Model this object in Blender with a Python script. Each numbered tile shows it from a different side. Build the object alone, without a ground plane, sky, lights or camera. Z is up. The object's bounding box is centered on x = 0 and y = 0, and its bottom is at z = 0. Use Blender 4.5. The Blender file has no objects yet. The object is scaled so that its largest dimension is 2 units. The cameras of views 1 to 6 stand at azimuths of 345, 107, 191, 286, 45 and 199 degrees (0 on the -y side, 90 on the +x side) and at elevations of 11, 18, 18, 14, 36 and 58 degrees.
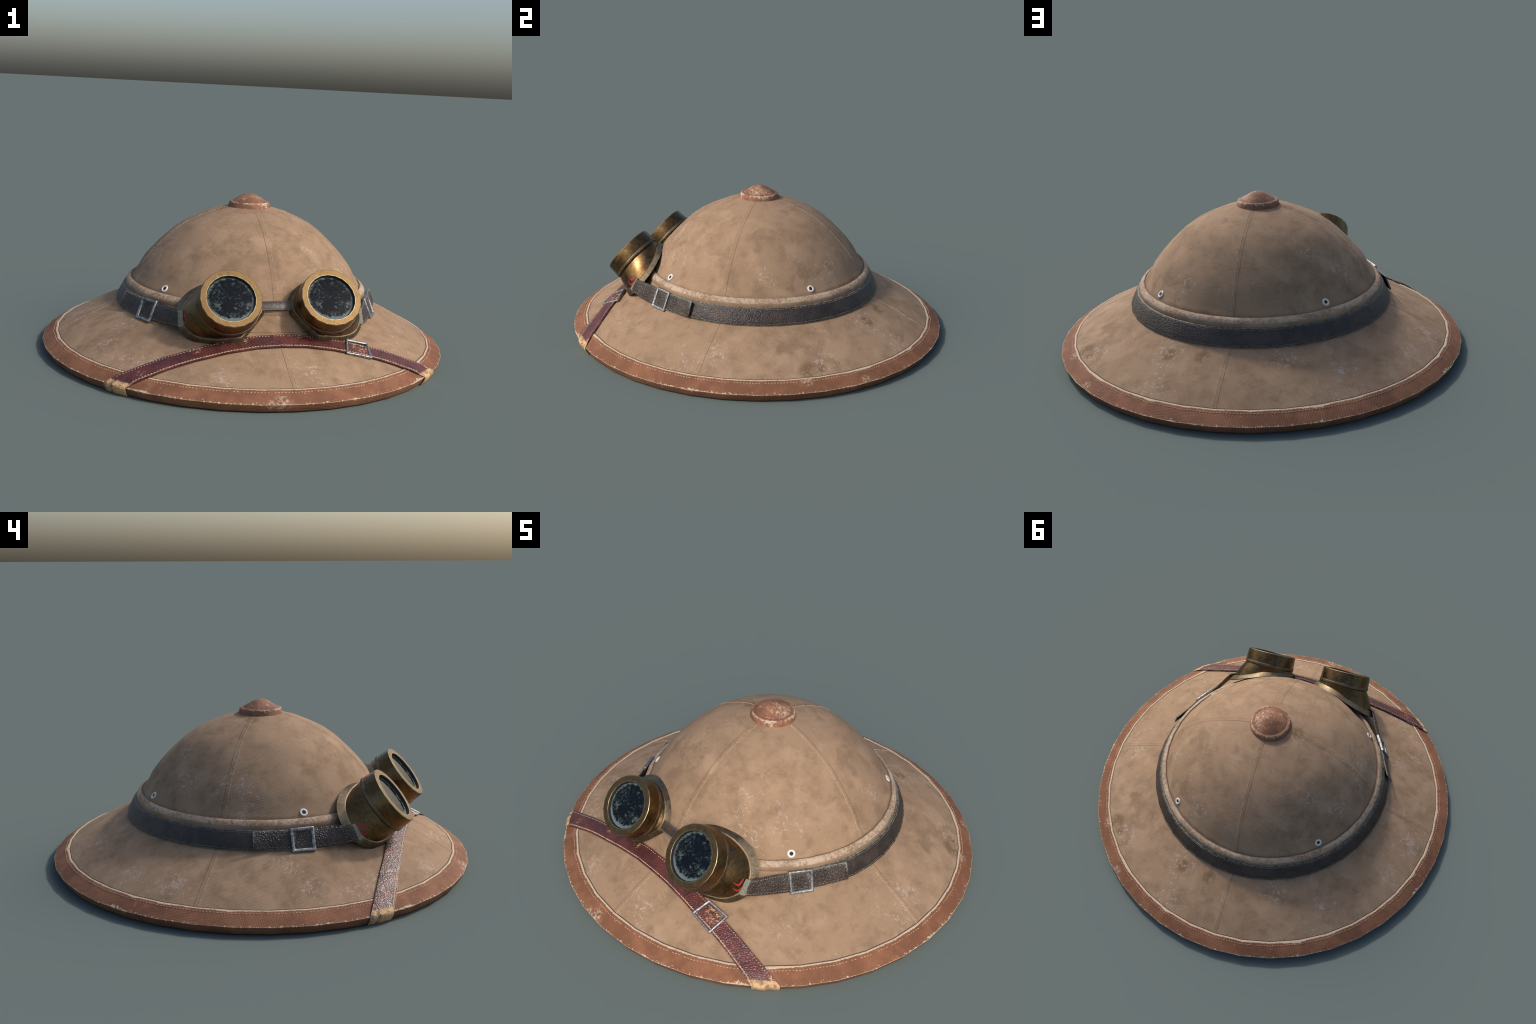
"""Sun helmet (pith helmet) with a chin strap laid across its brim and a pair of
brass goggles buckled round the crown."""
import bpy, bmesh, math, random
from mathutils import Vector, Matrix
import numpy as np

random.seed(7)
TAU = 2 * math.pi
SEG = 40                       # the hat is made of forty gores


# ------------------------------------------------------------------ mesh tools
def new_mesh(name, verts, faces, mat=None, parent=None, smooth=True, angle=40, origin=None):
    me = bpy.data.meshes.new(name)
    o = Vector(origin) if origin is not None else Vector((0, 0, 0))
    me.from_pydata([tuple(Vector(v) - o) for v in verts], [], faces)
    me.validate()
    bm = bmesh.new(); bm.from_mesh(me)
    bmesh.ops.recalc_face_normals(bm, faces=bm.faces)
    lim = math.radians(angle)
    for f in bm.faces:
        f.smooth = smooth
    for e in bm.edges:
        if len(e.link_faces) == 2 and e.calc_face_angle(0) > lim:
            e.smooth = False
    bm.to_mesh(me); bm.free()
    ob = bpy.data.objects.new(name, me)
    bpy.context.collection.objects.link(ob)
    ob.location = o
    if mat:
        me.materials.append(mat)
    if parent:
        ob.parent = parent
    return ob


def empty(name, label, category, loc=(0, 0, 0)):
    ob = bpy.data.objects.new(name, None)
    bpy.context.collection.objects.link(ob)
    ob["label"], ob["category"] = label, category
    return ob


def grid_faces(rows, cols, wrap_cols=False, wrap_rows=False):
    fs = []
    for i in range(rows if wrap_rows else rows - 1):
        for j in range(cols if wrap_cols else cols - 1):
            a, b = i * cols + j, i * cols + (j + 1) % cols
            c, d = ((i + 1) % rows) * cols + (j + 1) % cols, ((i + 1) % rows) * cols + j
            fs.append((a, b, c, d))
    return fs


def gore_point(r, theta, z):
    """Point on a forty-sided ring of corner radius r (theta 0 points to the front, -y)."""
    step = TAU / SEG
    m = (theta % step) - step / 2
    rr = r * math.cos(step / 2) / math.cos(m)
    return Vector((rr * math.sin(theta), -rr * math.cos(theta), z))


def corner_radius(x, y):
    step = TAU / SEG
    th = math.atan2(x, -y)
    m = (th % step) - step / 2
    return math.hypot(x, y) * math.cos(m) / math.cos(step / 2)


def lathe(name, prof, mat, parent, closed=False, seg=SEG, angle=40):
    vs, cap = [], []
    for r, z in prof:
        for k in range(seg):
            t = TAU * k / seg
            vs.append((r * math.sin(t), -r * math.cos(t), z))
    fs = grid_faces(len(prof), seg, wrap_cols=True, wrap_rows=closed)
    ob = new_mesh(name, vs, fs, mat, parent, angle=angle)
    bm = bmesh.new(); bm.from_mesh(ob.data)
    bmesh.ops.remove_doubles(bm, verts=bm.verts, dist=1e-5)
    bm.to_mesh(ob.data); bm.free()
    return ob


def interp(x, xs, ys):
    return float(np.interp(x, xs, ys))


# capsule-like stitches joined in one mesh of "stuff"
def stitches(name, places, mat, parent, length=.006, width=.0021, height=.0014):
    vs, fs = [], []
    for p, d, n in places:
        d = Vector(d).normalized(); n = Vector(n).normalized()
        s = d.cross(n).normalized(); n = s.cross(d).normalized()
        L = length * random.uniform(.8, 1.1) / 2
        w, h = width / 2, height
        sw = random.uniform(-.12, .12)
        d2 = (d + s * sw).normalized()
        base = len(vs)
        ring = []
        for t, k in ((-1, .45), (-.55, 1), (.55, 1), (1, .45)):
            c = p + d2 * (L * t)
            ring.append([c - s * w * k - n * .0012, c - s * w * k * .6 + n * h * k,
                         c + s * w * k * .6 + n * h * k, c + s * w * k - n * .0012])
        for r in ring:
            vs += r
        for i in range(3):
            for j in range(3):
                a = base + i * 4 + j
                fs.append((a, a + 1, a + 5, a + 4))
        fs.append((base, base + 1, base + 2, base + 3))
        fs.append((base + 12, base + 13, base + 14, base + 15))
    ob = new_mesh(name, vs, fs, mat, parent, angle=80)
    ob["kind"] = "stuff"
    return ob


# ------------------------------------------------------------------ node tools
class Nodes:
    def __init__(self, name):
        self.mat = bpy.data.materials.new(name)
        self.mat.use_nodes = True
        self.t = self.mat.node_tree
        self.t.nodes.clear()
        self.out = self.t.nodes.new("ShaderNodeOutputMaterial")
        self.bsdf = self.t.nodes.new("ShaderNodeBsdfPrincipled")
        self.t.links.new(self.bsdf.outputs[0], self.out.inputs[0])
        tc = self.t.nodes.new("ShaderNodeTexCoord")
        self.obj = tc.outputs["Object"]
        self.normal = tc.outputs["Normal"]

    def put(self, sock, v):
        if hasattr(v, "is_linked") or isinstance(v, bpy.types.NodeSocket):
            self.t.links.new(v, sock)
        elif isinstance(v, (tuple, list)) and sock.type == "RGBA" and len(v) == 3:
            sock.default_value = (*v, 1)
        else:
            sock.default_value = v

    def set(self, **kw):
        for k, v in kw.items():
            self.put(self.bsdf.inputs[k.replace("_", " ")], v)

    def math(self, op, a, b=0.0, c=0.0, clamp=False):
        n = self.t.nodes.new("ShaderNodeMath"); n.operation = op; n.use_clamp = clamp
        for s, v in zip(n.inputs, (a, b, c)):
            self.put(s, v)
        return n.outputs[0]

    def mul(self, *a):
        r = a[0]
        for x in a[1:]:
            r = self.math("MULTIPLY", r, x)
        return r

    def add(self, a, b): return self.math("ADD", a, b)
    def sub(self, a, b): return self.math("SUBTRACT", a, b)
    def mx(self, a, b): return self.math("MAXIMUM", a, b)
    def inv(self, a): return self.math("SUBTRACT", 1.0, a)

    def step(self, v, lo, hi, a=0.0, b=1.0, smooth=True):
        n = self.t.nodes.new("ShaderNodeMapRange")
        n.interpolation_type = "SMOOTHSTEP" if smooth else "LINEAR"
        for k, x in (("Value", v), ("From Min", lo), ("From Max", hi), ("To Min", a), ("To Max", b)):
            self.put(n.inputs[k], x)
        return n.outputs[0]

    def noise(self, scale, detail=3, rough=.55, vec=None, stretch=None, distort=0.0, shift=None):
        v = vec if vec is not None else self.obj
        if stretch or shift:
            m = self.t.nodes.new("ShaderNodeMapping")
            self.put(m.inputs["Vector"], v)
            if stretch: m.inputs["Scale"].default_value = stretch
            if shift: m.inputs["Location"].default_value = shift
            v = m.outputs[0]
        n = self.t.nodes.new("ShaderNodeTexNoise")
        self.put(n.inputs["Vector"], v)
        n.inputs["Scale"].default_value = scale
        n.inputs["Detail"].default_value = detail
        n.inputs["Roughness"].default_value = rough
        n.inputs["Distortion"].default_value = distort
        return n.outputs["Fac"]

    def voronoi(self, scale, feature="F1", vec=None, rand=1.0):
        n = self.t.nodes.new("ShaderNodeTexVoronoi")
        n.feature = feature
        self.put(n.inputs["Vector"], vec if vec is not None else self.obj)
        n.inputs["Scale"].default_value = scale
        n.inputs["Randomness"].default_value = rand
        return n.outputs["Distance"]

    def xyz(self, v=None):
        n = self.t.nodes.new("ShaderNodeSeparateXYZ")
        self.put(n.inputs[0], v if v is not None else self.obj)
        return n.outputs[0], n.outputs[1], n.outputs[2]

    def vec(self, x, y, z):
        n = self.t.nodes.new("ShaderNodeCombineXYZ")
        for s, v in zip(n.inputs, (x, y, z)):
            self.put(s, v)
        return n.outputs[0]

    def dist(self, p, v=None):
        n = self.t.nodes.new("ShaderNodeVectorMath"); n.operation = "DISTANCE"
        self.put(n.inputs[0], v if v is not None else self.obj)
        n.inputs[1].default_value = p
        return n.outputs["Value"]

    def mix(self, f, a, b):
        n = self.t.nodes.new("ShaderNodeMix"); n.data_type = "RGBA"
        self.put(n.inputs[0], f)
        self.put(n.inputs[6], a); self.put(n.inputs[7], b)
        return n.outputs[2]

    def bump(self, h, strength, dist, normal=None):
        n = self.t.nodes.new("ShaderNodeBump")
        self.put(n.inputs["Height"], h)
        n.inputs["Strength"].default_value = strength
        n.inputs["Distance"].default_value = dist
        if normal is not None:
            self.put(n.inputs["Normal"], normal)
        return n.outputs[0]

    def hat_radius(self):
        """Radius measured to the corner of the forty-sided rings."""
        x, y, z = self.xyz()
        th = self.add(self.math("ARCTAN2", x, y), TAU)
        stp = TAU / SEG
        m = self.sub(self.math("MODULO", th, stp), stp / 2)
        r = self.math("SQRT", self.add(self.mul(x, x), self.mul(y, y)))
        return self.mul(r, self.math("COSINE", m), 1 / math.cos(stp / 2)), x, y, z

    def spot(self, centres, size, edge=.5):
        """Largest of soft balls round the given centres: where a stain or a scuff sits."""
        r = None
        for c in centres:
            s = size
            if len(c) == 4:
                s, c = c[3], c[:3]
            b = self.step(self.dist(c), s * edge, s, 1, 0)
            r = b if r is None else self.mx(r, b)
        return r


def weave(N, x, y, z, period=.0064):
    """Plain weave: u runs across the hat, v down its slope."""
    ax, ay = N.math("ABSOLUTE", x), N.math("ABSOLUTE", y)
    u = N.math("MINIMUM", ax, ay)
    v = N.sub(N.mul(z, .75), N.mul(N.mx(ax, ay), .66))
    w = N.noise(9, 2)
    u = N.add(u, N.mul(w, .010)); v = N.add(v, N.mul(w, .014))
    k = TAU / period
    su = N.math("ABSOLUTE", N.math("SINE", N.mul(u, k / 2)))
    sv = N.math("ABSOLUTE", N.math("SINE", N.mul(v, k / 2)))
    patch = N.step(N.noise(3.1, 2, shift=(4, 1, 2)), .38, .62)
    h = N.add(N.mul(su, N.add(N.mul(patch, .5), .35)), N.mul(sv, N.sub(.85, N.mul(patch, .45))))
    return h


TAN, TAN_DARK, TAN_LIGHT = (.310, .203, .126), (.229, .149, .091), (.356, .238, .150)
CREAM = (.52, .40, .285)


def canvas_material(name, seams=True):
    N = Nodes(name)
    r, x, y, z = N.hat_radius()
    big = N.noise(4.2, 4, .6, distort=.3)
    mid = N.noise(13, 5, .65, shift=(3, 7, 1))
    fine = N.noise(60, 4, .7)
    blot = N.add(N.mul(big, .40), N.mul(mid, .60))
    col = N.mix(N.step(blot, .36, .56), TAN_DARK, TAN)
    col = N.mix(N.mul(N.step(N.noise(8.5, 5, .62, shift=(9, 2, 5), distort=.3), .49, .66), .85), col, TAN_LIGHT)
    # smudges of grime, fine-grained
    grime = N.mul(N.step(N.noise(9, 6, .7, shift=(1, 5, 8)), .50, .66), N.step(fine, .35, .65))
    col = N.mix(N.mul(grime, .46), col, (.165, .106, .060))
    # brown patches under the strap and below the goggles, and a few stains
    brown_patch = N.spot([(-.465, -.50, .208, .15), (.465, -.50, .208, .15), (.27, .66, .183, .10), (.114, .684, .198, .09),
                   (-.243, .66, .19, .13), (.49, -.645, .13, .10), (-.30, -.60, .2, .16), (.33, -.62, .19, .14),
                   (-.145, .02, .69, .09), (0, -.62, .27, .14), (-.62, -.35, .185, .13), (.30, -.43, .40, .14),
                   (-.60, .30, .21, .12), (.05, -.9, .085, .10), (.66, .30, .19, .10)], .1, .15)
    sn = N.step(N.noise(16, 6, .68, shift=(2, 2, 6)), .42, .66)
    col = N.mix(N.mul(brown_patch, sn, .42), col, (.17, .098, .048))
    stain = N.mul(N.spot([(.742, .487, .095, .060), (.705, .545, .095, .038), (.114, .69, .195, .05), (.275, .665, .183, .045), (-.15, .0, .688, .05)], .06, .35),
                  N.step(N.noise(26, 4, .6, shift=(0, 3, 3)), .42, .50))
    col = N.mix(N.mul(stain, .7), col, (.135, .083, .036))
    h = weave(N, x, y, z)
    col = N.mix(N.mul(N.step(h, .35, 1.0, 1, 0), .15), col, (.13, .08, .045))
    # pale scuffs: chips and short scratches, gathered in places
    gather = N.spot([(-.486, .012, .47, .14), (-.546, -.088, .372, .11), (-.454, .2, .457, .12), (.316, -.421, .414, .13),
                     (.30, -.42, .45, .10), (.404, -.284, .46, .14), (-.443, .235, .449, .14), (.217, -.392, .513, .13), (-.49, -.057, .461, .13),
                     (-.299, .275, .553, .10), (.257, .452, .424, .14), (-.83, .14, .116, .18), (-.683, -.587, .089, .15),
                     (-.623, -.30, .185, .15), (.277, .649, .189, .15), (.31, .814, .102, .15), (-.243, .65, .198, .15), (.30, .68, .17, .13),
                     (-.55, -.68, .11, .17), (.67, .55, .13, .16), (.85, -.05, .11, .15), (.80, .05, .13, .15), (.75, .62, .08, .13),
                     (.1, -.85, .12, .14), (-.30, -.85, .09, .14), (-.75, .35, .12, .15), (-.5, .65, .14, .15), (0, -.61, .27, .07), (-.72, -.42, .12, .13),
                     (.62, -.50, .14, .12), (-.5, .77, .09, .15), (.475, .187, .436, .12)], .13, .1)
    chips = N.step(N.add(N.noise(44, 4, .66, distort=.5, shift=(5, 0, 2)), N.mul(gather, .085)), .645, .70)
    sc1 = N.step(N.add(N.noise(34, 3, .55, stretch=(.6, 2.2, 1.5), distort=.8), N.mul(gather, .075)), .675, .72)
    scuff = N.math("MINIMUM", N.add(chips, sc1), 1.0)
    scuff = N.mul(scuff, N.step(N.noise(150, 2), .30, .55), N.add(.40, N.mul(gather, .45)))
    col = N.mix(N.mul(scuff, .8), col, (.43, .36, .315))
    # shadow line along the binding's inner edge, painted onto the flat cloth
    col = N.mix(N.mul(N.step(r, .9235, .9252), .9), col, (.045, .034, .026))
    bumpn = N.bump(h, .20, .0022)
    crumple = N.noise(42, 3, .5, distort=.6)
    folds = N.add(N.mul(crumple, N.step(N.noise(4, 2, shift=(7, 7, 7)), .45, .7), .8), N.mul(scuff, .3))
    bumpn = N.bump(folds, .14, .005, bumpn)
    if seams:
        wob = N.mul(N.sub(N.noise(14, 2), .5), .004)
        d1 = N.sub(N.add(x, wob), -.005)
        d2 = N.sub(.018, N.add(y, wob))
        side1 = N.step(N.math("ABSOLUTE", y), .08, .10)
        near = N.math("MINIMUM", N.math("ABSOLUTE", d1), N.math("ABSOLUTE", d2))
        line = N.mul(N.step(near, .0006, .0016, 1, 0), N.sub(1.0, N.mul(N.step(r, .577, .583), N.step(r, .634, .640, 1, 0))))
        keep = N.step(N.noise(11, 3, shift=(1, 1, 9)), .33, .47)
        col = N.mix(N.mul(line, N.add(.3, N.mul(keep, .5))), col, (.075, .056, .044))
        def lap(d):
            return N.mul(N.step(d, 0, .0015), N.step(d, .019, .030, 1, 0))
        bumpn = N.bump(N.mx(lap(d1), lap(d2)), .16, .003, bumpn)
    N.set(Base_Color=col, Roughness=.88, Normal=bumpn)
    N.bsdf.inputs["Specular IOR Level"].default_value = .25
    return N.mat


def piping_material():
    N = Nodes("worn_canvas_roll")
    r, x, y, z = N.hat_radius()
    big = N.noise(9, 4, .6)
    col = N.mix(N.step(big, .38, .62), TAN_DARK, TAN)
    wear = N.mul(N.step(N.add(z, N.mul(N.sub(N.noise(50, 4, .7), .5), .008)), .319, .3225), N.step(r, .577, .583))
    n = N.add(N.mul(N.noise(70, 5, .7, distort=.5), .6), N.mul(N.noise(8, 3, .6, shift=(3, 0, 0)), .4))
    wearm = N.mul(wear, N.step(n, .43, .57))
    col = N.mix(N.mul(wearm, .88), col, (.46, .35, .25))
    crease = N.step(r, .5755, .580, 1, 0)
    col = N.mix(N.mul(crease, .7), col, (.10, .062, .038))
    rub = N.mul(N.step(N.noise(28, 4, .7, shift=(4, 4, 4)), .58, .64), .55)
    col = N.mix(rub, col, (.19, .115, .068))
    h = N.noise(120, 4, .7)
    N.set(Base_Color=col, Roughness=.85, Normal=N.bump(h, .45, .004))
    return N.mat


RUST, RUST_DARK = (.255, .111, .058), (.172, .073, .038)


def binding_material():
    N = Nodes("worn_brown_binding")
    r, x, y, z = N.hat_radius()
    big = N.noise(5, 4, .6); mid = N.noise(18, 4, .6, shift=(2, 0, 0))
    col = N.mix(N.step(N.add(N.mul(big, .6), N.mul(mid, .4)), .4, .62), RUST_DARK, RUST)
    h = weave(N, x, y, z, .0066)
    col = N.mix(N.mul(N.step(h, .35, 1.0, 1, 0), .2), col, (.08, .035, .02))
    fray = N.noise(75, 5, .75, distort=.6)
    patch = N.noise(5.5, 3, .6, shift=(8, 1, 0))
    # pale folded inner edge
    lim = N.add(.9366, N.add(N.mul(N.sub(fray, .5), .014), N.mul(N.step(patch, .5, .72), .006)))
    inner = N.step(N.sub(lim, r), -.0008, .0012)
    # outer corner rubbed down to the cloth, with whiskers running in
    d = N.math("ABSOLUTE", N.sub(z, .0386))
    ray = N.noise(95, 4, .7, stretch=(1, 1, .25), distort=.3)
    wid = N.add(.0012, N.add(N.mul(N.step(ray, .52, .75), .010), N.mul(N.step(patch, .55, .72), N.step(fray, .42, .6), .010)))
    outer = N.mul(N.step(N.sub(wid, d), 0, .0015), N.step(r, .95, .97))
    big_rub = N.mul(N.spot([(-.06, -.985, .045, .050), (-.11, -.985, .035, .03), (.64, .745, .05, .03), (.79, .50, .070, .045)], .06, .3), N.step(fray, .44, .66))
    chips = N.mul(N.step(N.noise(40, 4, .6, distort=.8, shift=(1, 2, 3)), .675, .73), .6)
    wear = N.mx(N.mx(inner, outer), N.mx(big_rub, chips))
    wear = N.mul(wear, N.step(N.noise(130, 2), .25, .45, .55, 1))
    col = N.mix(wear, col, CREAM)
    N.set(Base_Color=col, Roughness=.82, Normal=N.bump(fray, .25, .003, N.bump(h, .3, .002)))
    N.bsdf.inputs["Specular IOR Level"].default_value = .3
    return N.mat


def button_material():
    N = Nodes("worn_brown_button_cloth")
    x, y, z = N.xyz()
    col = N.mix(N.step(N.noise(20, 4, .6), .4, .62), RUST_DARK, RUST)
    fray = N.noise(60, 5, .75, distort=.8)
    rad = N.math("SQRT", N.add(N.mul(x, x), N.mul(y, y)))
    edge = N.step(N.math("ABSOLUTE", N.sub(rad, .0972)), .0008, .0060, 1, 0)
    side = N.spot([(.05, .0, .757, .07), (.07, .04, .74, .06), (.06, -.08, .72, .05), (.09, .05, .72, .05)], .06, .2)
    n = N.add(fray, N.add(N.mul(edge, .15), N.mul(side, .10)))
    wear = N.step(N.add(n, N.mul(N.step(rad, .082, .078), .03)), .58, .76)
    col = N.mix(N.mul(wear, .9), col, CREAM)
    groove = N.step(N.math("ABSOLUTE", N.sub(rad, .083)), .0005, .004, 1, 0)
    col = N.mix(N.mul(groove, .45), col, (.09, .035, .02))
    N.set(Base_Color=col, Roughness=.8, Normal=N.bump(fray, .4, .004))
    return N.mat


def pebble(N, scale):
    w = N.t.nodes.new("ShaderNodeVectorMath"); w.operation = "ADD"
    nz = N.t.nodes.new("ShaderNodeTexNoise"); nz.inputs["Scale"].default_value = 40
    N.t.links.new(N.obj, nz.inputs["Vector"])
    sc = N.t.nodes.new("ShaderNodeVectorMath"); sc.operation = "SCALE"; sc.inputs["Scale"].default_value = .012
    N.t.links.new(nz.outputs["Color"], sc.inputs[0])
    N.t.links.new(N.obj, w.inputs[0]); N.t.links.new(sc.outputs[0], w.inputs[1])
    e = N.voronoi(scale, "DISTANCE_TO_EDGE", w.outputs[0])
    return N.step(e, 0.0, .28)


def red_leather():
    N = Nodes("oxblood_leather")
    r, x, y, z = N.hat_radius()
    mid = N.noise(14, 4, .6)
    col = N.mix(N.step(mid, .38, .62), (.058, .0160, .0140), (.105, .0265, .0215))
    fray = N.noise(70, 5, .7, distort=.7)
    worn = (.56, .345, .175)
    # edges: y runs across the strap
    ax, ay = N.math("ABSOLUTE", x), N.math("ABSOLUTE", y)
    lo = N.add(N.add(.7165, N.step(ax, .10, .35, 0, .0100, False)), N.step(ax, .45, .67, 0, .0120, False))
    dl = N.math("ABSOLUTE", N.sub(N.add(ay, .0030), lo))
    edge = N.step(N.sub(N.mul(fray, .0064), dl), .0014, .0030)
    hi = N.add(.6460, N.step(ax, .10, .40, 0, .0100, False))
    up = N.mul(N.step(N.sub(ay, hi), .0028, .0050, 1, 0), N.step(N.noise(16, 3, .6, shift=(0, 6, 0)), .5, .56))
    end = N.step(N.add(r, N.mul(N.sub(fray, .5), .026)), .982, .989)
    rub = N.mul(N.spot([(.37, -.675, .16, .06), (.36, -.655, .175, .04), (-.37, -.665, .165, .04), (-.6, -.70, .08, .03), (.72, -.67, .06, .03), (-.16, -.665, .21, .03), (.09, -.66, .22, .02)], .05, .2), N.step(fray, .52, .60))
    wear = N.mx(N.mx(edge, end), N.mx(N.mul(up, .8), rub))
    col = N.mix(wear, col, worn)
    smear = N.mul(end, N.step(N.noise(42, 5, .75, stretch=(1, 1, .5)), .44, .60), .8)
    col = N.mix(smear, col, (.10, .085, .06))
    h = pebble(N, 95)
    N.set(Base_Color=col, Roughness=N.add(.38, N.mul(wear, .4)), Normal=N.bump(h, .38, .003, N.bump(fray, .15, .002)))
    return N.mat


def dark_leather():
    N = Nodes("dark_brown_leather")
    x, y, z = N.xyz()
    mid = N.noise(12, 4, .6)
    col = N.mix(N.step(mid, .38, .64), (.024, .0170, .0142), (.050, .0340, .0275))
    fray = N.noise(60, 5, .75, distort=.7)
    verd = (.235, .245, .185)
    spots = N.mul(N.step(fray, .66, .72), .7)
    # frayed grey-green edges along the strap (its height is its width) and its free ends
    dz = N.math("ABSOLUTE", N.sub(z, .2655))
    edge = N.step(N.add(dz, N.mul(N.sub(fray, .5), .012)), .0362, .0385)
    wear = N.mx(edge, spots)
    col = N.mix(N.mul(wear, .75), col, verd)
    h = pebble(N, 105)
    N.set(Base_Color=col, Roughness=N.add(.46, N.mul(wear, .3)), Normal=N.bump(h, .36, .004, N.bump(fray, .12, .002)))
    return N.mat


def tab_leather():
    N = Nodes("strap_end_leather")
    x, y, z = N.xyz()
    ax = N.math("ABSOLUTE", x)
    mid = N.noise(12, 4, .6)
    col = N.mix(N.step(mid, .38, .64), (.028, .020, .017), (.058, .040, .033))
    fray = N.noise(55, 5, .75, distort=.7)
    verd = (.205, .215, .165)
    spots = N.mul(N.step(fray, .62, .70), .8)
    temple = N.step(N.sub(N.add(.4300, N.mul(N.sub(fray, .5), .016)), N.sub(ax, N.mul(N.sub(.28, z), .05))), -.001, .003)
    fold = N.mul(N.step(N.math("ABSOLUTE", N.sub(N.math("ABSOLUTE", N.sub(y, -.338)), .036)), .003, .008, 1, 0), N.step(fray, .45, .6))
    tip = N.step(N.add(y, N.mul(N.sub(fray, .5), .016)), -.147, -.143)
    dz = N.math("ABSOLUTE", N.sub(z, .268))
    edge = N.mul(N.step(N.add(dz, N.mul(N.sub(fray, .5), .02)), .0345, .0385), N.step(y, -.36, -.32))
    wear = N.mx(N.mx(temple, fold), N.mx(tip, N.mx(edge, spots)))
    col = N.mix(N.mul(wear, .85), col, verd)
    h = pebble(N, 95)
    N.set(Base_Color=col, Roughness=N.add(.45, N.mul(wear, .35)), Normal=N.bump(h, .55, .004, N.bump(fray, .2, .002)))
    return N.mat


def plain(name, col, rough=.6, metal=0.0, var=.25, scale=40, bump=.2):
    N = Nodes(name)
    n = N.noise(scale, 4, .65)
    dark = tuple(c * (1 - var) for c in col)
    N.set(Base_Color=N.mix(N.step(n, .35, .65), dark, col), Roughness=rough, Metallic=metal,
          Normal=N.bump(n, bump, .002))
    return N.mat


def steel():
    N = Nodes("worn_steel")
    n = N.noise(90, 5, .7)
    m = N.noise(18, 3, .6)
    col = N.mix(N.step(n, .40, .62), (.17, .17, .175), (.44, .44, .445))
    col = N.mix(N.mul(N.step(m, .58, .7), .5), col, (.12, .11, .10))
    N.set(Base_Color=col, Metallic=.9, Roughness=N.step(n, .35, .7, .55, .28), Normal=N.bump(n, .35, .003))
    return N.mat


def brass(name, base, dark, rough=.38, patina=.5, metal=1.0, edges=()):
    N = Nodes(name)
    big = N.noise(9, 4, .6); fine = N.noise(45, 5, .7, distort=.6)
    col = N.mix(N.step(N.add(N.mul(big, .5), N.mul(fine, .5)), .38, .62), dark, base)
    scr = N.step(N.noise(60, 4, .6, stretch=(3.5, .5, 1), distort=1.5), .63, .67)
    scr2 = N.step(N.noise(50, 4, .6, stretch=(.5, 3.5, 1.5), distort=1.5, shift=(3, 2, 1)), .645, .68)
    sc = N.mul(N.mx(scr, scr2), N.step(N.noise(7, 2, shift=(0, 0, 5)), .42, .6))
    col = N.mix(N.mul(sc, .5), col, (.62, .56, .44))
    soot = N.mul(N.step(N.noise(22, 5, .7, shift=(6, 1, 1)), .55, .72), patina)
    col = N.mix(soot, col, (.055, .038, .024))
    if edges:
        x, y, z = N.xyz()
        rad = N.math("SQRT", N.add(N.mul(x, x), N.mul(y, y)))
        for e in edges:
            col = N.mix(N.step(N.math("ABSOLUTE", N.sub(rad, e)), .0008, .0020, .5, 0), col, (.42, .34, .23))  # bright edge glint on the ring corners, tinted into the metal
    N.set(Base_Color=col, Metallic=N.sub(metal, N.mul(soot, .4)), Roughness=N.add(N.step(fine, .3, .7, rough - .05, rough + .14), N.mul(soot, .15)),
          Normal=N.bump(N.add(fine, N.mul(sc, .5)), .12, .002))
    return N.mat


def glass_material():
    N = Nodes("scratched_dark_glass")
    x, y, z = N.xyz()
    r = N.math("SQRT", N.add(N.mul(x, x), N.mul(y, y)))
    n1 = N.noise(55, 5, .72, distort=.4)
    n2 = N.noise(16, 3, .6, shift=(3, 1, 0))
    lowr = N.step(y, -.03, -.10)
    ring = N.step(N.add(r, N.add(N.mul(N.sub(n1, .5), .045), N.mul(lowr, .012))), .0925, .107)
    spots = N.step(N.add(N.noise(85, 5, .75, distort=.6), N.mul(N.sub(n2, .5), .6)), .51, .78)
    hair = N.mx(N.step(N.math("ABSOLUTE", N.sub(N.noise(14, 1, .4, stretch=(1, .25, 1)), .5)), .0, .006, 1, 0),
                N.step(N.math("ABSOLUTE", N.sub(N.noise(17, 1, .4, stretch=(.3, 1, 1), shift=(4, 4, 0)), .5)), .0, .005, 1, 0))
    hair = N.mul(hair, N.step(n1, .45, .65), .35)
    dust = N.math("MINIMUM", N.add(N.mul(ring, .65), N.add(N.mul(spots, .55), hair)), 1.0)
    col = N.mix(dust, (.004, .006, .009), (.165, .215, .21))
    N.set(Base_Color=col, Roughness=N.add(.07, N.mul(dust, .5)))
    N.bsdf.inputs["Specular IOR Level"].default_value = .09
    return N.mat


def paint_red():
    N = Nodes("chipped_red_paint")
    n = N.noise(60, 4, .7)
    N.set(Base_Color=N.mix(N.step(n, .56, .66), (.29, .018, .024), (.12, .048, .03)), Roughness=.5)
    return N.mat


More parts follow.
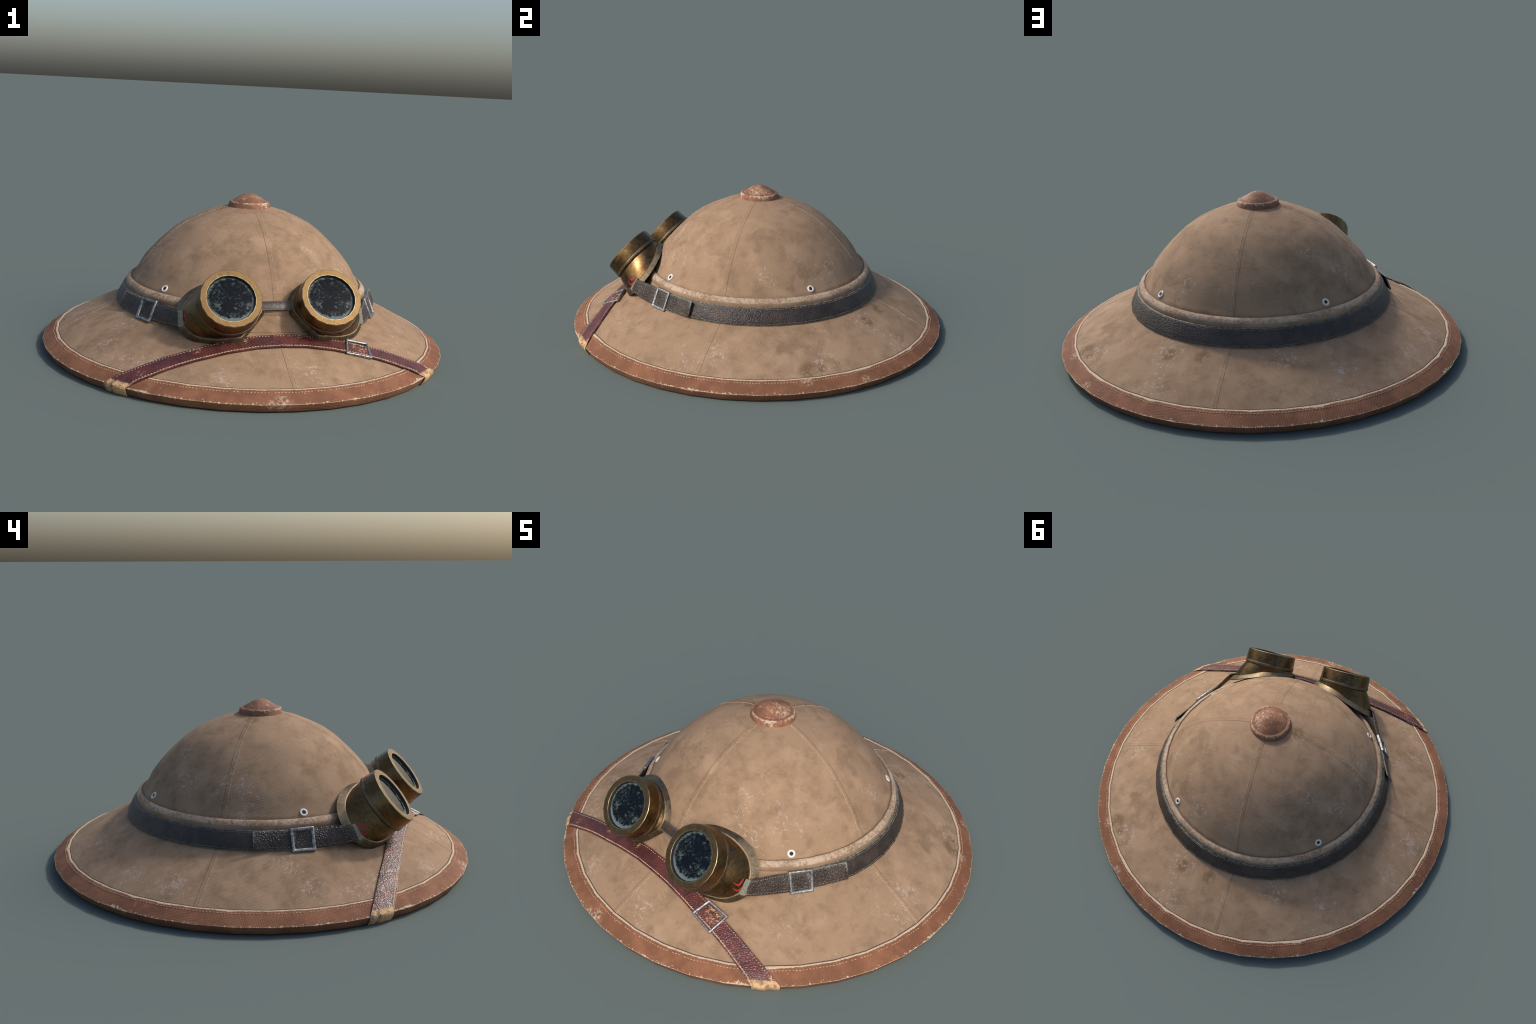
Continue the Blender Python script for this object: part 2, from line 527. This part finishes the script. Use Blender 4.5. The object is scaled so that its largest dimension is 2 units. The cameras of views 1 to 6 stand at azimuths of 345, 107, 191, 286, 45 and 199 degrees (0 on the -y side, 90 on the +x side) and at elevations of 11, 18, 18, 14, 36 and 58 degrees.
# ------------------------------------------------------------------ materials
M_CANVAS = canvas_material("khaki_canvas")
M_PIPING = piping_material()
M_BIND = binding_material()
M_BUTTON = button_material()
M_RED = red_leather()
M_DARK = dark_leather()
M_TAB = tab_leather()
M_STEEL = steel()
M_CUP = brass("bronzed_brass", (.190, .116, .048), (.112, .067, .029), .29, .38)
M_RING = brass("ring_brass", (.172, .112, .050), (.135, .086, .039), .40, .12, edges=(.1085, .1348))
M_EDGE = brass("rubbed_brass", (.220, .177, .117), (.125, .094, .058), .48, .35)
M_INSIDE = plain("blackened_metal", (.018, .020, .021), .6, .2)
M_GLASS = glass_material()
M_PAINT = paint_red()
M_THREAD = plain("tan_thread", (.62, .42, .245), .85, var=.35)
M_PALE = plain("pale_thread", (.44, .365, .29), .85, var=.3)
M_DULL = plain("dull_thread", (.33, .27, .185), .85, var=.45)
M_WHITE = plain("white_enamel", (.66, .61, .575), .45, var=.12)
M_HOLE = plain("eyelet_hole", (.012, .012, .014), .8)
M_LINING = plain("lining_cloth", (.20, .13, .085), .9, var=.2)

# ------------------------------------------------------------------ the helmet
helmet = empty("sun_helmet", "worn khaki canvas pith helmet with brown bound brim", "pith helmet")

R_DOME = [.0, .055, .108, .1825, .2532, .3142, .3709, .4146, .4551, .4905, .5225, .5430, .5615, .5725]
Z_DOME = [.7125, .7085, .700, .680, .650, .620, .580, .540, .500, .460, .420, .380, .354, .338]
WALL = [(.5735, .328), (.592, .312), (.605, .298), (.618, .266), (.632, .2315)]
R_BRIM = [.632, .645, .690, .757, .818, .874, .930, 1.0]
Z_BRIM = [.2290, .2230, .1995, .1690, .1390, .1095, .0768, .0386]


def brim_z(r):
    if r < .632:
        return interp(r, [.592, .605, .618, .632], [.312, .298, .266, .2290])
    return interp(r, R_BRIM, Z_BRIM)


def dome_z(r):
    return interp(r, R_DOME, Z_DOME)


lathe("crown", list(zip(R_DOME, Z_DOME)) + WALL, M_CANVAS, helmet, angle=75)
lathe("brim", [(.629, .2310)] + list(zip(R_BRIM[:-1], Z_BRIM[:-1])) + [(.960, .0590)], M_CANVAS, helmet, angle=60)
# hollow underside: lining that follows brim and dome from below
lathe("lining", [(.962, .022), (.930, .055), (.850, .089), (.785, .132), (.720, .165), (.656, .196), (.610, .225), (.590, .270), (.555, .320),
                 (.530, .375), (.478, .455), (.405, .535), (.300, .610), (.175, .665), (.0001, .695)], M_LINING, helmet, angle=60)
lathe("brim_binding", [(.9275, .0750), (.9277, .0782), (.9295, .0796), (.9360, .0782), (.9425, .0752), (.9700, .0572), (.9960, .0415), (1.0000, .0386),
                       (.9990, .0350), (.9855, .0070), (.9830, .0040), (.9730, .0035), (.9600, .0140), (.9380, .0420)], M_BIND, helmet, angle=38)
lathe("piping", [(.5725, .3290), (.5725, .3380), (.5770, .3408), (.5830, .3398), (.5908, .3350), (.5978, .3270), (.6022, .3175), (.6036, .3085), (.6030, .2990), (.596, .296)],
      M_PIPING, helmet, angle=60)
lathe("top_button", [(.1070, .6950), (.1050, .7020), (.1000, .7220), (.0970, .7270), (.0925, .7290), (.0860, .7275), (.0830, .7285), (.0780, .7335), (.0570, .7460), (.0450, .7535),
                     (.0340, .7595), (.0180, .7650), (.0001, .7670)], M_BUTTON, helmet, seg=32, angle=50)

# eyelets on the four quarters, at mirrored places
for ex, ey, ez in ((.459, -.319, .359), (-.459, -.319, .359), (.387, .3995, .3635), (-.387, .3995, .3635)):
    rr = math.hypot(ex, ey)
    out = Vector((ex / rr * .77, ey / rr * .77, .62)).normalized()
    tang = Vector((-ey / rr, ex / rr, 0)); up = out.cross(tang)
    vs = []
    prof = [(.0178, -.004), (.0180, .0010), (.0165, .0026), (.0132, .0033), (.0102, .0028), (.0084, .0012), (.0078, -.0010)]
    for pr, ph in prof:
        for k in range(24):
            a = TAU * k / 24
            vs.append(Vector((ex, ey, ez)) + tang * (pr * math.cos(a)) + up * (pr * math.sin(a)) + out * ph)
    ey_ob = new_mesh("eyelet", vs, grid_faces(len(prof), 24, wrap_cols=True), M_WHITE, helmet, origin=(ex, ey, ez), angle=70)
    hv = [Vector((ex, ey, ez)) + tang * (.0086 * math.cos(TAU * k / 20)) + up * (.0086 * math.sin(TAU * k / 20)) + out * .0006 for k in range(20)]
    new_mesh("eyelet_hole", hv, [tuple(range(20))], M_HOLE, ey_ob).parent = ey_ob
    ey_ob.children[0].matrix_parent_inverse = Matrix.Translation((-ex, -ey, -ez))


# seam and binding stitching
def surface_run(fn, r0, r1, pitch, side):
    """Places along a panel seam: side gives the plan point for a radius."""
    pts, r = [], r0
    last, acc = None, 0.0
    n = int(abs(r1 - r0) / .0008)
    for i in range(n + 1):
        r = r0 + (r1 - r0) * i / n
        x, y = side(r)
        p = Vector((x, y, fn(corner_radius(x, y))))
        if last is not None:
            acc += (p - last).length
            if acc >= pitch:
                acc = 0.0
                d = (p - last).normalized()
                pts.append((p, d))
        last = p
    return pts


def outward(p, d):
    s = Vector((-p.y, p.x, 0)).normalized()
    n = d.cross(s)
    return n if n.z > 0 else -n


sides = [lambda r: (.013, -math.sqrt(r * r - .013 ** 2)), lambda r: (.011, math.sqrt(r * r - .011 ** 2)),
         lambda r: (r, .0), lambda r: (-r, .0)]
pl = []
for s in sides:
    for fn, r0, r1 in ((dome_z, .109, .568), (brim_z, .662, .926)):
        for p, d in surface_run(fn, r0, r1, .0088, s):
            n = outward(p, d)
            if random.random() > .06:
                pl.append((p + n * .0007, d, n))
stitches("panel_stitching", pl, M_THREAD, helmet, .0058, .0030, .0009)

pl = []
for k in range(420):
    th = TAU * k / 420
    z = interp(.9475, [.9425, .9700], [.0752, .0572])
    p = gore_point(.9475, th, z)
    p2 = gore_point(.9475, th + .003, z)
    if random.random() > .08:
        pl.append((p, p2 - p, Vector((math.sin(th) * .55, -math.cos(th) * .55, .83))))
stitches("binding_stitching", pl, M_THREAD, helmet, .0082, .0034, .0015)


# ------------------------------------------------------------------ chin strap over the brim
def strap_lines(x):
    ax = abs(x)
    hi = .6460 + .0100 * max(0, min(1, (ax - .10) / .30))
    lo = .7165 + .0100 * max(0, min(1, (ax - .10) / .25)) + .0120 * max(0, min(1, (ax - .45) / .22))
    return hi, lo


STRAP_T, LIFT = .0055, .0045


def strap_section(x, frac):
    """Plan point at lateral station x, across fraction frac (0 upper edge, 1 lower edge)."""
    hi, lo = strap_lines(x)
    return x, -(hi + (lo - hi) * frac)


ACROSS = 8
tops, unders = [], []
rim_x = []
for j in range(ACROSS + 1):
    f = j / ACROSS
    # where this thread of the strap meets the outer corner of the rim
    x = .55
    while True:
        px, py = strap_section(x, f)
        if corner_radius(px, py) >= 1.0005:
            break
        x += .0005
    rim_x.append(x)
stations = 72
for i in range(-stations, stations + 1):
    row_t, row_u = [], []
    for j in range(ACROSS + 1):
        f = j / ACROSS
        t = i / stations
        t = math.copysign(abs(t) ** .92, t)
        x = rim_x[j] * t
        px, py = strap_section(x, f)
        r = corner_radius(px, py)
        z = brim_z(min(r, 1.0))
        # binding stands a little proud of the canvas
        proud = .0045 * max(0, min(1, (r - .915) / .02))
        sl = .55 if r > .66 else .75
        n = Vector((px / math.hypot(px, py) * sl, py / math.hypot(px, py) * sl, .83)).normalized()
        crown_arch = .0012 * (1 - (2 * f - 1) ** 2)
        low = 1 - .75 * max(0, min(1, (r - .955) / .045))
        row_t.append(Vector((px, py, z)) + n * ((LIFT + STRAP_T) * low + proud * .5 + crown_arch))
        row_u.append(Vector((px, py, z)) + n * (LIFT * low + proud * .5))
    tops.append(row_t); unders.append(row_u)


def rim_fold(row_t, row_u, sgn):
    """Fold the strap end down over the rim and tuck it under."""
    extra_t, extra_u = [], []
    for dz, k in ((-.010, .0), (-.026, -.009), (-.0405, -.0165)):
        rt, ru = [], []
        for j in range(ACROSS + 1):
            b = Vector((rim_x[j] * sgn, strap_section(rim_x[j], j / ACROSS)[1], .0386))
            rad = Vector((b.x, b.y, 0)).normalized()
            p = b + rad * k + Vector((0, 0, max(dz, -.0386)))
            rt.append(p + rad * .0035); ru.append(p + rad * .0005)
        extra_t.append(rt); extra_u.append(ru)
    return extra_t, extra_u


et, eu = rim_fold(tops[-1], unders[-1], 1)
st_, su_ = rim_fold(tops[0], unders[0], -1)
# round the shoulder where the strap bends over the rim corner
for rows, un, sgn in ((tops[-1], unders[-1], 1), (tops[0], unders[0], -1)):
    for j in range(ACROSS + 1):
        rad = Vector((rows[j].x, rows[j].y, 0)).normalized()
        rows[j] += rad * .0010 - Vector((0, 0, .0015))
tops = st_[::-1] + tops + et
unders = su_[::-1] + unders + eu
rows = [t + u[::-1] for t, u in zip(tops, unders)]
cols = 2 * (ACROSS + 1)
vs = [p for r in rows for p in r]
fs = grid_faces(len(rows), cols, wrap_cols=True)
fs += [tuple(range(cols)), tuple((len(rows) - 1) * cols + k for k in range(cols))]
chin = new_mesh("chin_strap", vs, fs, M_RED, helmet, angle=55)

pl = []
for f in (.10, .855):
    path = []
    for row in tops[3:-3]:
        j = f * ACROSS; j0 = int(j); w = j - j0
        path.append(row[j0].lerp(row[min(j0 + 1, ACROSS)], w))
    acc = 0
    for a, b in zip(path, path[1:]):
        seg = (b - a).length
        t = (.0135 - acc) / seg
        while t <= 1:
            p = a.lerp(b, t)
            if corner_radius(p.x, p.y) < .975 and random.random() > .04:
                rr = math.hypot(p.x, p.y)
                pl.append((p, b - a, Vector((p.x / rr * .5, p.y / rr * .5, .85))))
            t += .0135 / seg
        acc = (1 - (t - .0135 / seg)) * seg
stitches("strap_stitching", pl, M_PALE, chin, .0078, .0034, .0018)


# ------------------------------------------------------------------ buckles
def buckle(name, corners, bar, thick, mat, parent, out):
    c = [Vector(p) for p in corners]
    mid = sum(c, Vector()) / 4
    n = (c[2] - c[0]).cross(c[3] - c[1]).normalized()
    if n.dot(Vector(out)) < 0:
        n = -n
    inner = []
    for i in range(4):
        a = (c[(i + 1) % 4] - c[i]).normalized(); b = (c[(i - 1) % 4] - c[i]).normalized()
        s = max(.5, math.sqrt(max(1e-4, 1 - a.dot(b) ** 2)))
        inner.append(c[i] + (a + b) * bar / s)
    prof = [(0, -.5), (0, .30), (.18, .5), (.62, .5), (1, .22), (1, -.5)]
    vs = []
    for t, h in prof:
        for i in range(4):
            vs.append(c[i].lerp(inner[i], t) + n * (h * thick))
    fs = grid_faces(len(prof), 4, wrap_cols=True, wrap_rows=True)
    ob = new_mesh(name, vs, fs, mat, parent, angle=30, origin=mid)
    bev = ob.modifiers.new("soft_edges", "BEVEL"); bev.width = .0016; bev.segments = 2; bev.limit_method = "ANGLE"
    return ob


buckle("strap_buckle", [(.313, -.652, .202), (.422, -.640, .175), (.412, -.738, .136), (.290, -.732, .160)], .0115, .012, M_STEEL, helmet, (.2, -.5, .8))

# ------------------------------------------------------------------ goggles
goggles = empty("goggles", "brass round-lens goggles on a dark leather strap", "goggles")
TILT = math.radians(40)
AX = Vector((0, -math.cos(TILT), math.sin(TILT)))       # where the lenses look
UPV = Vector((0, math.sin(TILT), math.cos(TILT)))

# rim of the cup against the hat: (angle, depth behind the lens ring, radius) for the front corner of the flange and its back edge
FRONT = [(249, .1030, .1500), (270, .1150, .1395), (300, .1380, .1510), (330, .1640, .1810), (360, .1815, .1950), (390, .1730, .1770), (420, .1460, .1505),
         (450, .1140, .1375), (480, .0985, .1410), (510, .0930, .1500), (535, .0920, .1580), (550, .0920, .1550)]
BACK = [(249, .1275, .1590), (270, .1370, .1500), (300, .1690, .1640), (330, .2000, .1935), (360, .2150, .2110), (390, .2045, .2020), (420, .1752, .1745),
        (450, .1434, .1530), (480, .1245, .1525), (510, .1185, .1630), (535, .1175, .1720), (550, .1175, .1670)]


def catmull(keys, a):
    for i in range(len(keys) - 1):
        if keys[i][0] <= a <= keys[i + 1][0]:
            break
    p = [keys[max(i - 1, 0)], keys[i], keys[i + 1], keys[min(i + 2, len(keys) - 1)]]
    t = (a - p[1][0]) / (p[2][0] - p[1][0])
    res = []
    for q in (1, 2):
        m1 = (p[2][q] - p[0][q]) / (p[2][0] - p[0][0]) * (p[2][0] - p[1][0])
        m2 = (p[3][q] - p[1][q]) / (p[3][0] - p[1][0]) * (p[2][0] - p[1][0])
        t2, t3 = t * t, t ** 3
        res.append((2 * t3 - 3 * t2 + 1) * p[1][q] + (t3 - 2 * t2 + t) * m1 + (-2 * t3 + 3 * t2) * p[2][q] + (t3 - t2) * m2)
    return res


def rim_point(keys, a):
    """a in degrees: local point (lateral, up, -depth); straight along the nose side."""
    a = a % 360
    if 190 < a < 249:
        e0, e1 = keys[-1], keys[0]
        p0 = Vector((e0[2] * math.cos(math.radians(190)), e0[2] * math.sin(math.radians(190)), -e0[1]))
        p1 = Vector((e1[2] * math.cos(math.radians(249)), e1[2] * math.sin(math.radians(249)), -e1[1]))
        # meet the chord at this angle
        d = Vector((math.cos(math.radians(a)), math.sin(math.radians(a)), 0))
        e = p1 - p0
        t = (p0.x * d.y - p0.y * d.x) / (e.y * d.x - e.x * d.y)
        q = p0 + e * t
        push = 1 + .008 * math.sin(math.pi * t)
        return Vector((q.x * push, q.y * push, q.z))
    b = a if a >= 249 else a + 360
    h, r = catmull(keys, b)
    return Vector((r * math.cos(math.radians(a)), r * math.sin(math.radians(a)), -h))


ANG = [249 + 360 * k / 72 for k in range(72)]
ANG = sorted(set([round(a % 360, 3) for a in ANG] + [190.0, 249.0]))


def cup_point(a, s):
    """On the cup's side wall: s 0 at the ridge, 1 at the flange."""
    f = rim_point(FRONT, a)
    rf = math.hypot(f.x, f.y)
    top = Vector((.1325 * math.cos(math.radians(a)), .1325 * math.sin(math.radians(a)), -.074))
    low = Vector((f.x * (rf - .007) / rf, f.y * (rf - .007) / rf, f.z - .001))
    p = top.lerp(low, s)
    bulge = .006 * math.sin(math.pi * s) * min(1, max(0, (-f.z - .09) / .06))
    k = 1 + bulge / math.hypot(p.x, p.y)
    return Vector((p.x * k, p.y * k, p.z))


def local_mesh(name, loops, m, mat, parent, frame, closed=False, angle=40, cap=False, n=None):
    n = len(loops[0])
    vs = [Vector((p[0] * m, p[1], p[2])) for lp in loops for p in lp]
    fs = grid_faces(len(loops), n, wrap_cols=True, wrap_rows=closed)
    if cap:
        fs.append(tuple((len(loops) - 1) * n + k for k in range(n)))
    ob = new_mesh(name, vs, fs, mat, parent, angle=angle)
    return ob


def circle(r, z, n=20):
    return [(r * math.cos(TAU * k / n), r * math.sin(TAU * k / n), z) for k in range(n)]


for m in (1, -1):
    frame = Matrix.Translation((.225 * m, -.6745, .402)) @ Matrix((
        (1, 0, 0, 0), (0, UPV.y, AX.y, 0), (0, UPV.z, AX.z, 0), (0, 0, 0, 1)))
    # side wall of the cup, with its inner skin
    loops = [[cup_point(a, s) for a in ANG] for s in (0, .12, .3, .5, .7, .85, 1)]
    inner = [[Vector((q.x * .955, q.y * .955, q.z)) for q in lp] for lp in loops[::-1]]
    cup = local_mesh("eye_cup", loops + inner, m, M_CUP, goggles, frame, closed=True, angle=50)
    cup.matrix_basis = frame
    # flange that lies on the hat
    fr = [rim_point(FRONT, a) for a in ANG]
    bk = [rim_point(BACK, a) for a in ANG]

    def sc(p, d, dz=0):
        r = math.hypot(p.x, p.y)
        return Vector((p.x * (r + d) / r, p.y * (r + d) / r, p.z + dz))
    fl = [[sc(p, -.013, -.002) for p in fr], [sc(p, -.009, .0005) for p in fr], [sc(p, -.003, .0008) for p in fr], [sc(p, 0, -.002) for p in fr],
          [q.lerp(p, .35) + Vector((0, 0, 0)) for p, q in zip(fr, bk)], [sc(q, 0, .002) for q in bk], [sc(q, -.002, 0) for q in bk],
          [sc(q, -.012, .001) for q in bk]]
    flange = local_mesh("flange", fl, m, M_EDGE, cup, frame, closed=True, angle=50)
    # barrel, with the rolled ridge behind it
    barrel = [circle(.1080, -.0010), circle(.1085, .0000), circle(.1345, .0000), circle(.1364, -.0018), circle(.1376, -.0060), circle(.1410, -.0625),
              circle(.1290, -.0625), circle(.1075, -.0200)]
    ring_in = local_mesh("lens_barrel", barrel[3:7], m, M_CUP, cup, frame, angle=45)
    face = local_mesh("lens_ring", [circle(.1070, -.0180), circle(.1072, -.0010), circle(.1085, .0002), circle(.1340, .0002), circle(.1365, -.0020), circle(.1365, -.0045)],
                      m, M_RING, cup, frame, angle=30)
    ridge = local_mesh("barrel_ridge", [circle(.1380, -.0620), circle(.1420, -.0632), circle(.1434, -.0665), circle(.1436, -.0760), circle(.1424, -.0785), circle(.1310, -.0785)],
                       m, M_EDGE, cup, frame, angle=45)
    well = local_mesh("lens_seat", [circle(.1069, -.0012), circle(.1058, -.0030), circle(.1045, -.0160), circle(.1045, -.0300)], m, M_INSIDE, cup, frame, angle=60)
    lens = local_mesh("lens", [circle(.1062, -.0150, 40), circle(.0900, -.0140, 40), circle(.0600, -.0132, 40), circle(.0250, -.0128, 40)], m, M_GLASS, cup, frame, cap=True, angle=80)
    # painted chevrons on the temple side
    vs, fs = [], []

    def cup_at(a, h, lift=.0012):
        f = cup_point(a, 1)
        s = (h - .074) / (-f.z - .074)
        p = cup_point(a, s)
        r = math.hypot(p.x, p.y)
        return Vector((p.x * (r + lift) / r * m, p.y * (r + lift) / r, p.z + lift * .5))
    for va, vh, la, lh, ra, rh in ((-4.6, .152, -4.0, .124, 6.0, .158), (-12.2, .167, -12.0, .138, -1.5, .174)):
        for ea, eh, w0 in ((la, lh, .35), (ra, rh, .55)):
            base = len(vs)
            for i in range(7):
                t = i / 6
                wid = (1 - t) * 1.0 + t * w0
                a_, h_ = va + (ea - va) * t, vh + (eh - vh) * t
                jag = random.uniform(-.1, .1) * t
                da, dh = (2.3 * wid, -.0) if ea == la else (.4 * wid, -.0058 * wid)
                if ea == la:
                    vs += [cup_at(a_ - da * .9 + jag, h_ + .001), cup_at(a_ + da * .5, h_ - .001)]
                else:
                    vs += [cup_at(a_ + jag, h_ + .0065 * wid), cup_at(a_ + jag, h_ - .0065 * wid)]
            for i in range(6):
                b = base + 2 * i
                fs.append((b, b + 1, b + 3, b + 2))
    mark = new_mesh("painted_chevrons", vs, fs, M_PAINT, cup)
    for ch in (flange, ring_in, face, ridge, well, lens, mark):
        ch.parent = cup
        ch.matrix_parent_inverse = Matrix.Identity(4)

# nose bridge
BR_TOP, BR_LOW = Vector((0, -.584, .3600)), Vector((0, -.6075, .3290))
br_up = (BR_TOP - BR_LOW).normalized()
br_out = Vector((1, 0, 0)).cross(br_up).normalized()
if br_out.y > 0:
    br_out = -br_out


def bridge_at(x, f, o):
    p = BR_LOW.lerp(BR_TOP, f) + br_out * (o + .004 * (1 - (x / .078) ** 2))
    return (x, p.y, p.z)


M_BRIDGE = plain("bridge_leather", (.062, .042, .036), .40, var=.45, scale=75, bump=.9)
vs = [bridge_at(-.078 + .156 * i / 12, f, o) for i in range(13) for f, o in ((0, -.006), (0, 0), (.05, .001), (.5, .0022), (.95, .001), (1, 0), (1, -.006))]
fs = grid_faces(13, 7, wrap_cols=True) + [tuple(range(7)), tuple(12 * 7 + k for k in range(7))]
bridge = new_mesh("nose_bridge", vs, fs, M_BRIDGE, goggles, angle=40)
vs, fs = [], []
for f0 in (0.0, 1.0):
    b = len(vs)
    for i in range(13):
        x = -.078 + .156 * i / 12
        vs += [bridge_at(x, f0 - .05, .0016), bridge_at(x, f0 + .05, .0016), bridge_at(x, f0 + .05, -.0062), bridge_at(x, f0 - .05, -.0062)]
    fs += [tuple(b + k for k in f) for f in grid_faces(13, 4, wrap_cols=True)]
new_mesh("bridge_edging", vs, fs, plain("verdigris_edge", (.10, .105, .08), .7, var=.5, scale=90), bridge, angle=40)


# strap round the crown
def band_pts(th):
    t = gore_point(.6085, th, .3045)
    b = gore_point(.6475, th, .2245)
    return t, b


th0 = math.radians(60)
prof = [(0.0, 0.0), (0.02, .0045), (.06, .0058), (.30, .0072), (.70, .0072), (.94, .0058), (.98, .0045), (1.0, 0.0)]
steps = sorted(set([th0] + [TAU * k / SEG for k in range(7, 34)] + [TAU - th0]))
vs = []
for th in steps:
    t, b = band_pts(th)
    n = Vector((math.sin(th) * .92, -math.cos(th) * .92, .36))
    for f, o in prof:
        vs.append(t.lerp(b, f) + n * (o - .0035))
    vs.append(b - n * .006); vs.append(t - n * .006)
cols = len(prof) + 2
fs = grid_faces(len(steps), cols, wrap_cols=True) + [tuple(range(cols)), tuple((len(steps) - 1) * cols + k for k in range(cols))]
band = new_mesh("head_strap", vs, fs, M_DARK, goggles, angle=60)
pl = []
n_st = 330
for k in range(n_st):
    th = math.radians(63) + (TAU - math.radians(126)) * k / (n_st - 1)
    n = Vector((math.sin(th) * .92, -math.cos(th) * .92, .36))
    for f in (.105, .895):
        t, b = band_pts(th); t2, b2 = band_pts(th + .004)
        p = t.lerp(b, f) + n * .0030
        if random.random() > .1:
            pl.append((p, t2.lerp(b2, f) - t.lerp(b, f), n))
stitches("head_strap_stitching", pl, M_DULL, band, .0047, .0026, .0011)

# buckled strap ends, temple to free tip
KEYS_T = [(.4085, -.5310, .3115), (.4310, -.5180, .3120), (.4490, -.4780, .3115), (.4690, -.4280, .3090), (.4960, -.3750, .3070), (.5220, -.3260, .3065), (.5500, -.2770, .3065),
          (.5830, -.2030, .3070), (.6160, -.1370, .3075)]
KEYS_B = [(.4035, -.5720, .2480), (.4290, -.5560, .2440), (.4560, -.5160, .2380), (.4870, -.4570, .2310), (.5160, -.4040, .2265), (.5480, -.3480, .2265), (.5790, -.2930, .2285),
          (.6120, -.2160, .2310), (.6430, -.1470, .2335)]


def spline(keys, t):
    u = t * (len(keys) - 1); i = min(int(u), len(keys) - 2); f = u - i
    p = [Vector(keys[max(i - 1, 0)]), Vector(keys[i]), Vector(keys[i + 1]), Vector(keys[min(i + 2, len(keys) - 1)])]
    m1, m2 = (p[2] - p[0]) / 2, (p[3] - p[1]) / 2
    return p[1] * (2 * f ** 3 - 3 * f ** 2 + 1) + m1 * (f ** 3 - 2 * f ** 2 + f) + p[2] * (-2 * f ** 3 + 3 * f ** 2) + m2 * (f ** 3 - f ** 2)


for m in (1, -1):
    vs, pl = [], []
    NS = 40
    prof = [(0.0, -.0030), (0.0, .0015), (.04, .0030), (.5, .0040), (.96, .0030), (1.0, .0015), (1.0, -.0030)]
    prev = None
    for i in range(NS + 1):
        t = i / NS
        a, b = spline(KEYS_T, t), spline(KEYS_B, t)
        a2, b2 = spline(KEYS_T, min(1, t + .01)), spline(KEYS_B, min(1, t + .01))
        a1, b1 = spline(KEYS_T, max(0, t - .01)), spline(KEYS_B, max(0, t - .01))
        d = ((a2 + b2) - (a1 + b1)).normalized()
        n = d.cross(a - b).normalized()
        if n.dot(Vector((1, -.3, .1))) < 0:
            n = -n
        lift = -.0012
        for f, o in prof:
            p = a.lerp(b, f) + n * (o + lift)
            vs.append((p.x * m, p.y, p.z))
        cur = [(a.lerp(b, f) + n * (lift + .0030), n) for f in (.11, .89)]
        if prev and i % 1 == 0 and .06 < t < .985:
            for (p, nn), (q, _) in zip(cur, prev):
                for w in (.5,):
                    pp = q.lerp(p, w); dd = p - q
                    pl.append((Vector((pp.x * m, pp.y, pp.z)), Vector((dd.x * m, dd.y, dd.z)), Vector((nn.x * m, nn.y, nn.z))))
        prev = cur
    c = len(prof)
    fs = grid_faces(NS + 1, c, wrap_cols=True) + [tuple(range(c)), tuple(NS * c + k for k in range(c))]
    tab = new_mesh("strap_end", vs, fs, M_TAB, goggles, angle=50)
    stitches("strap_end_stitching", pl, M_DULL, tab, .0065, .0026, .0012)
    cs = [(.4960, -.3705, .3135), (.5505, -.2795, .3120), (.5845, -.3000, .2180), (.5325, -.3915, .2190)]
    buckle("buckle", [(x * m, y, z) for x, y, z in cs], .0142, .0145, M_STEEL, goggles, (m, -.5, .3))
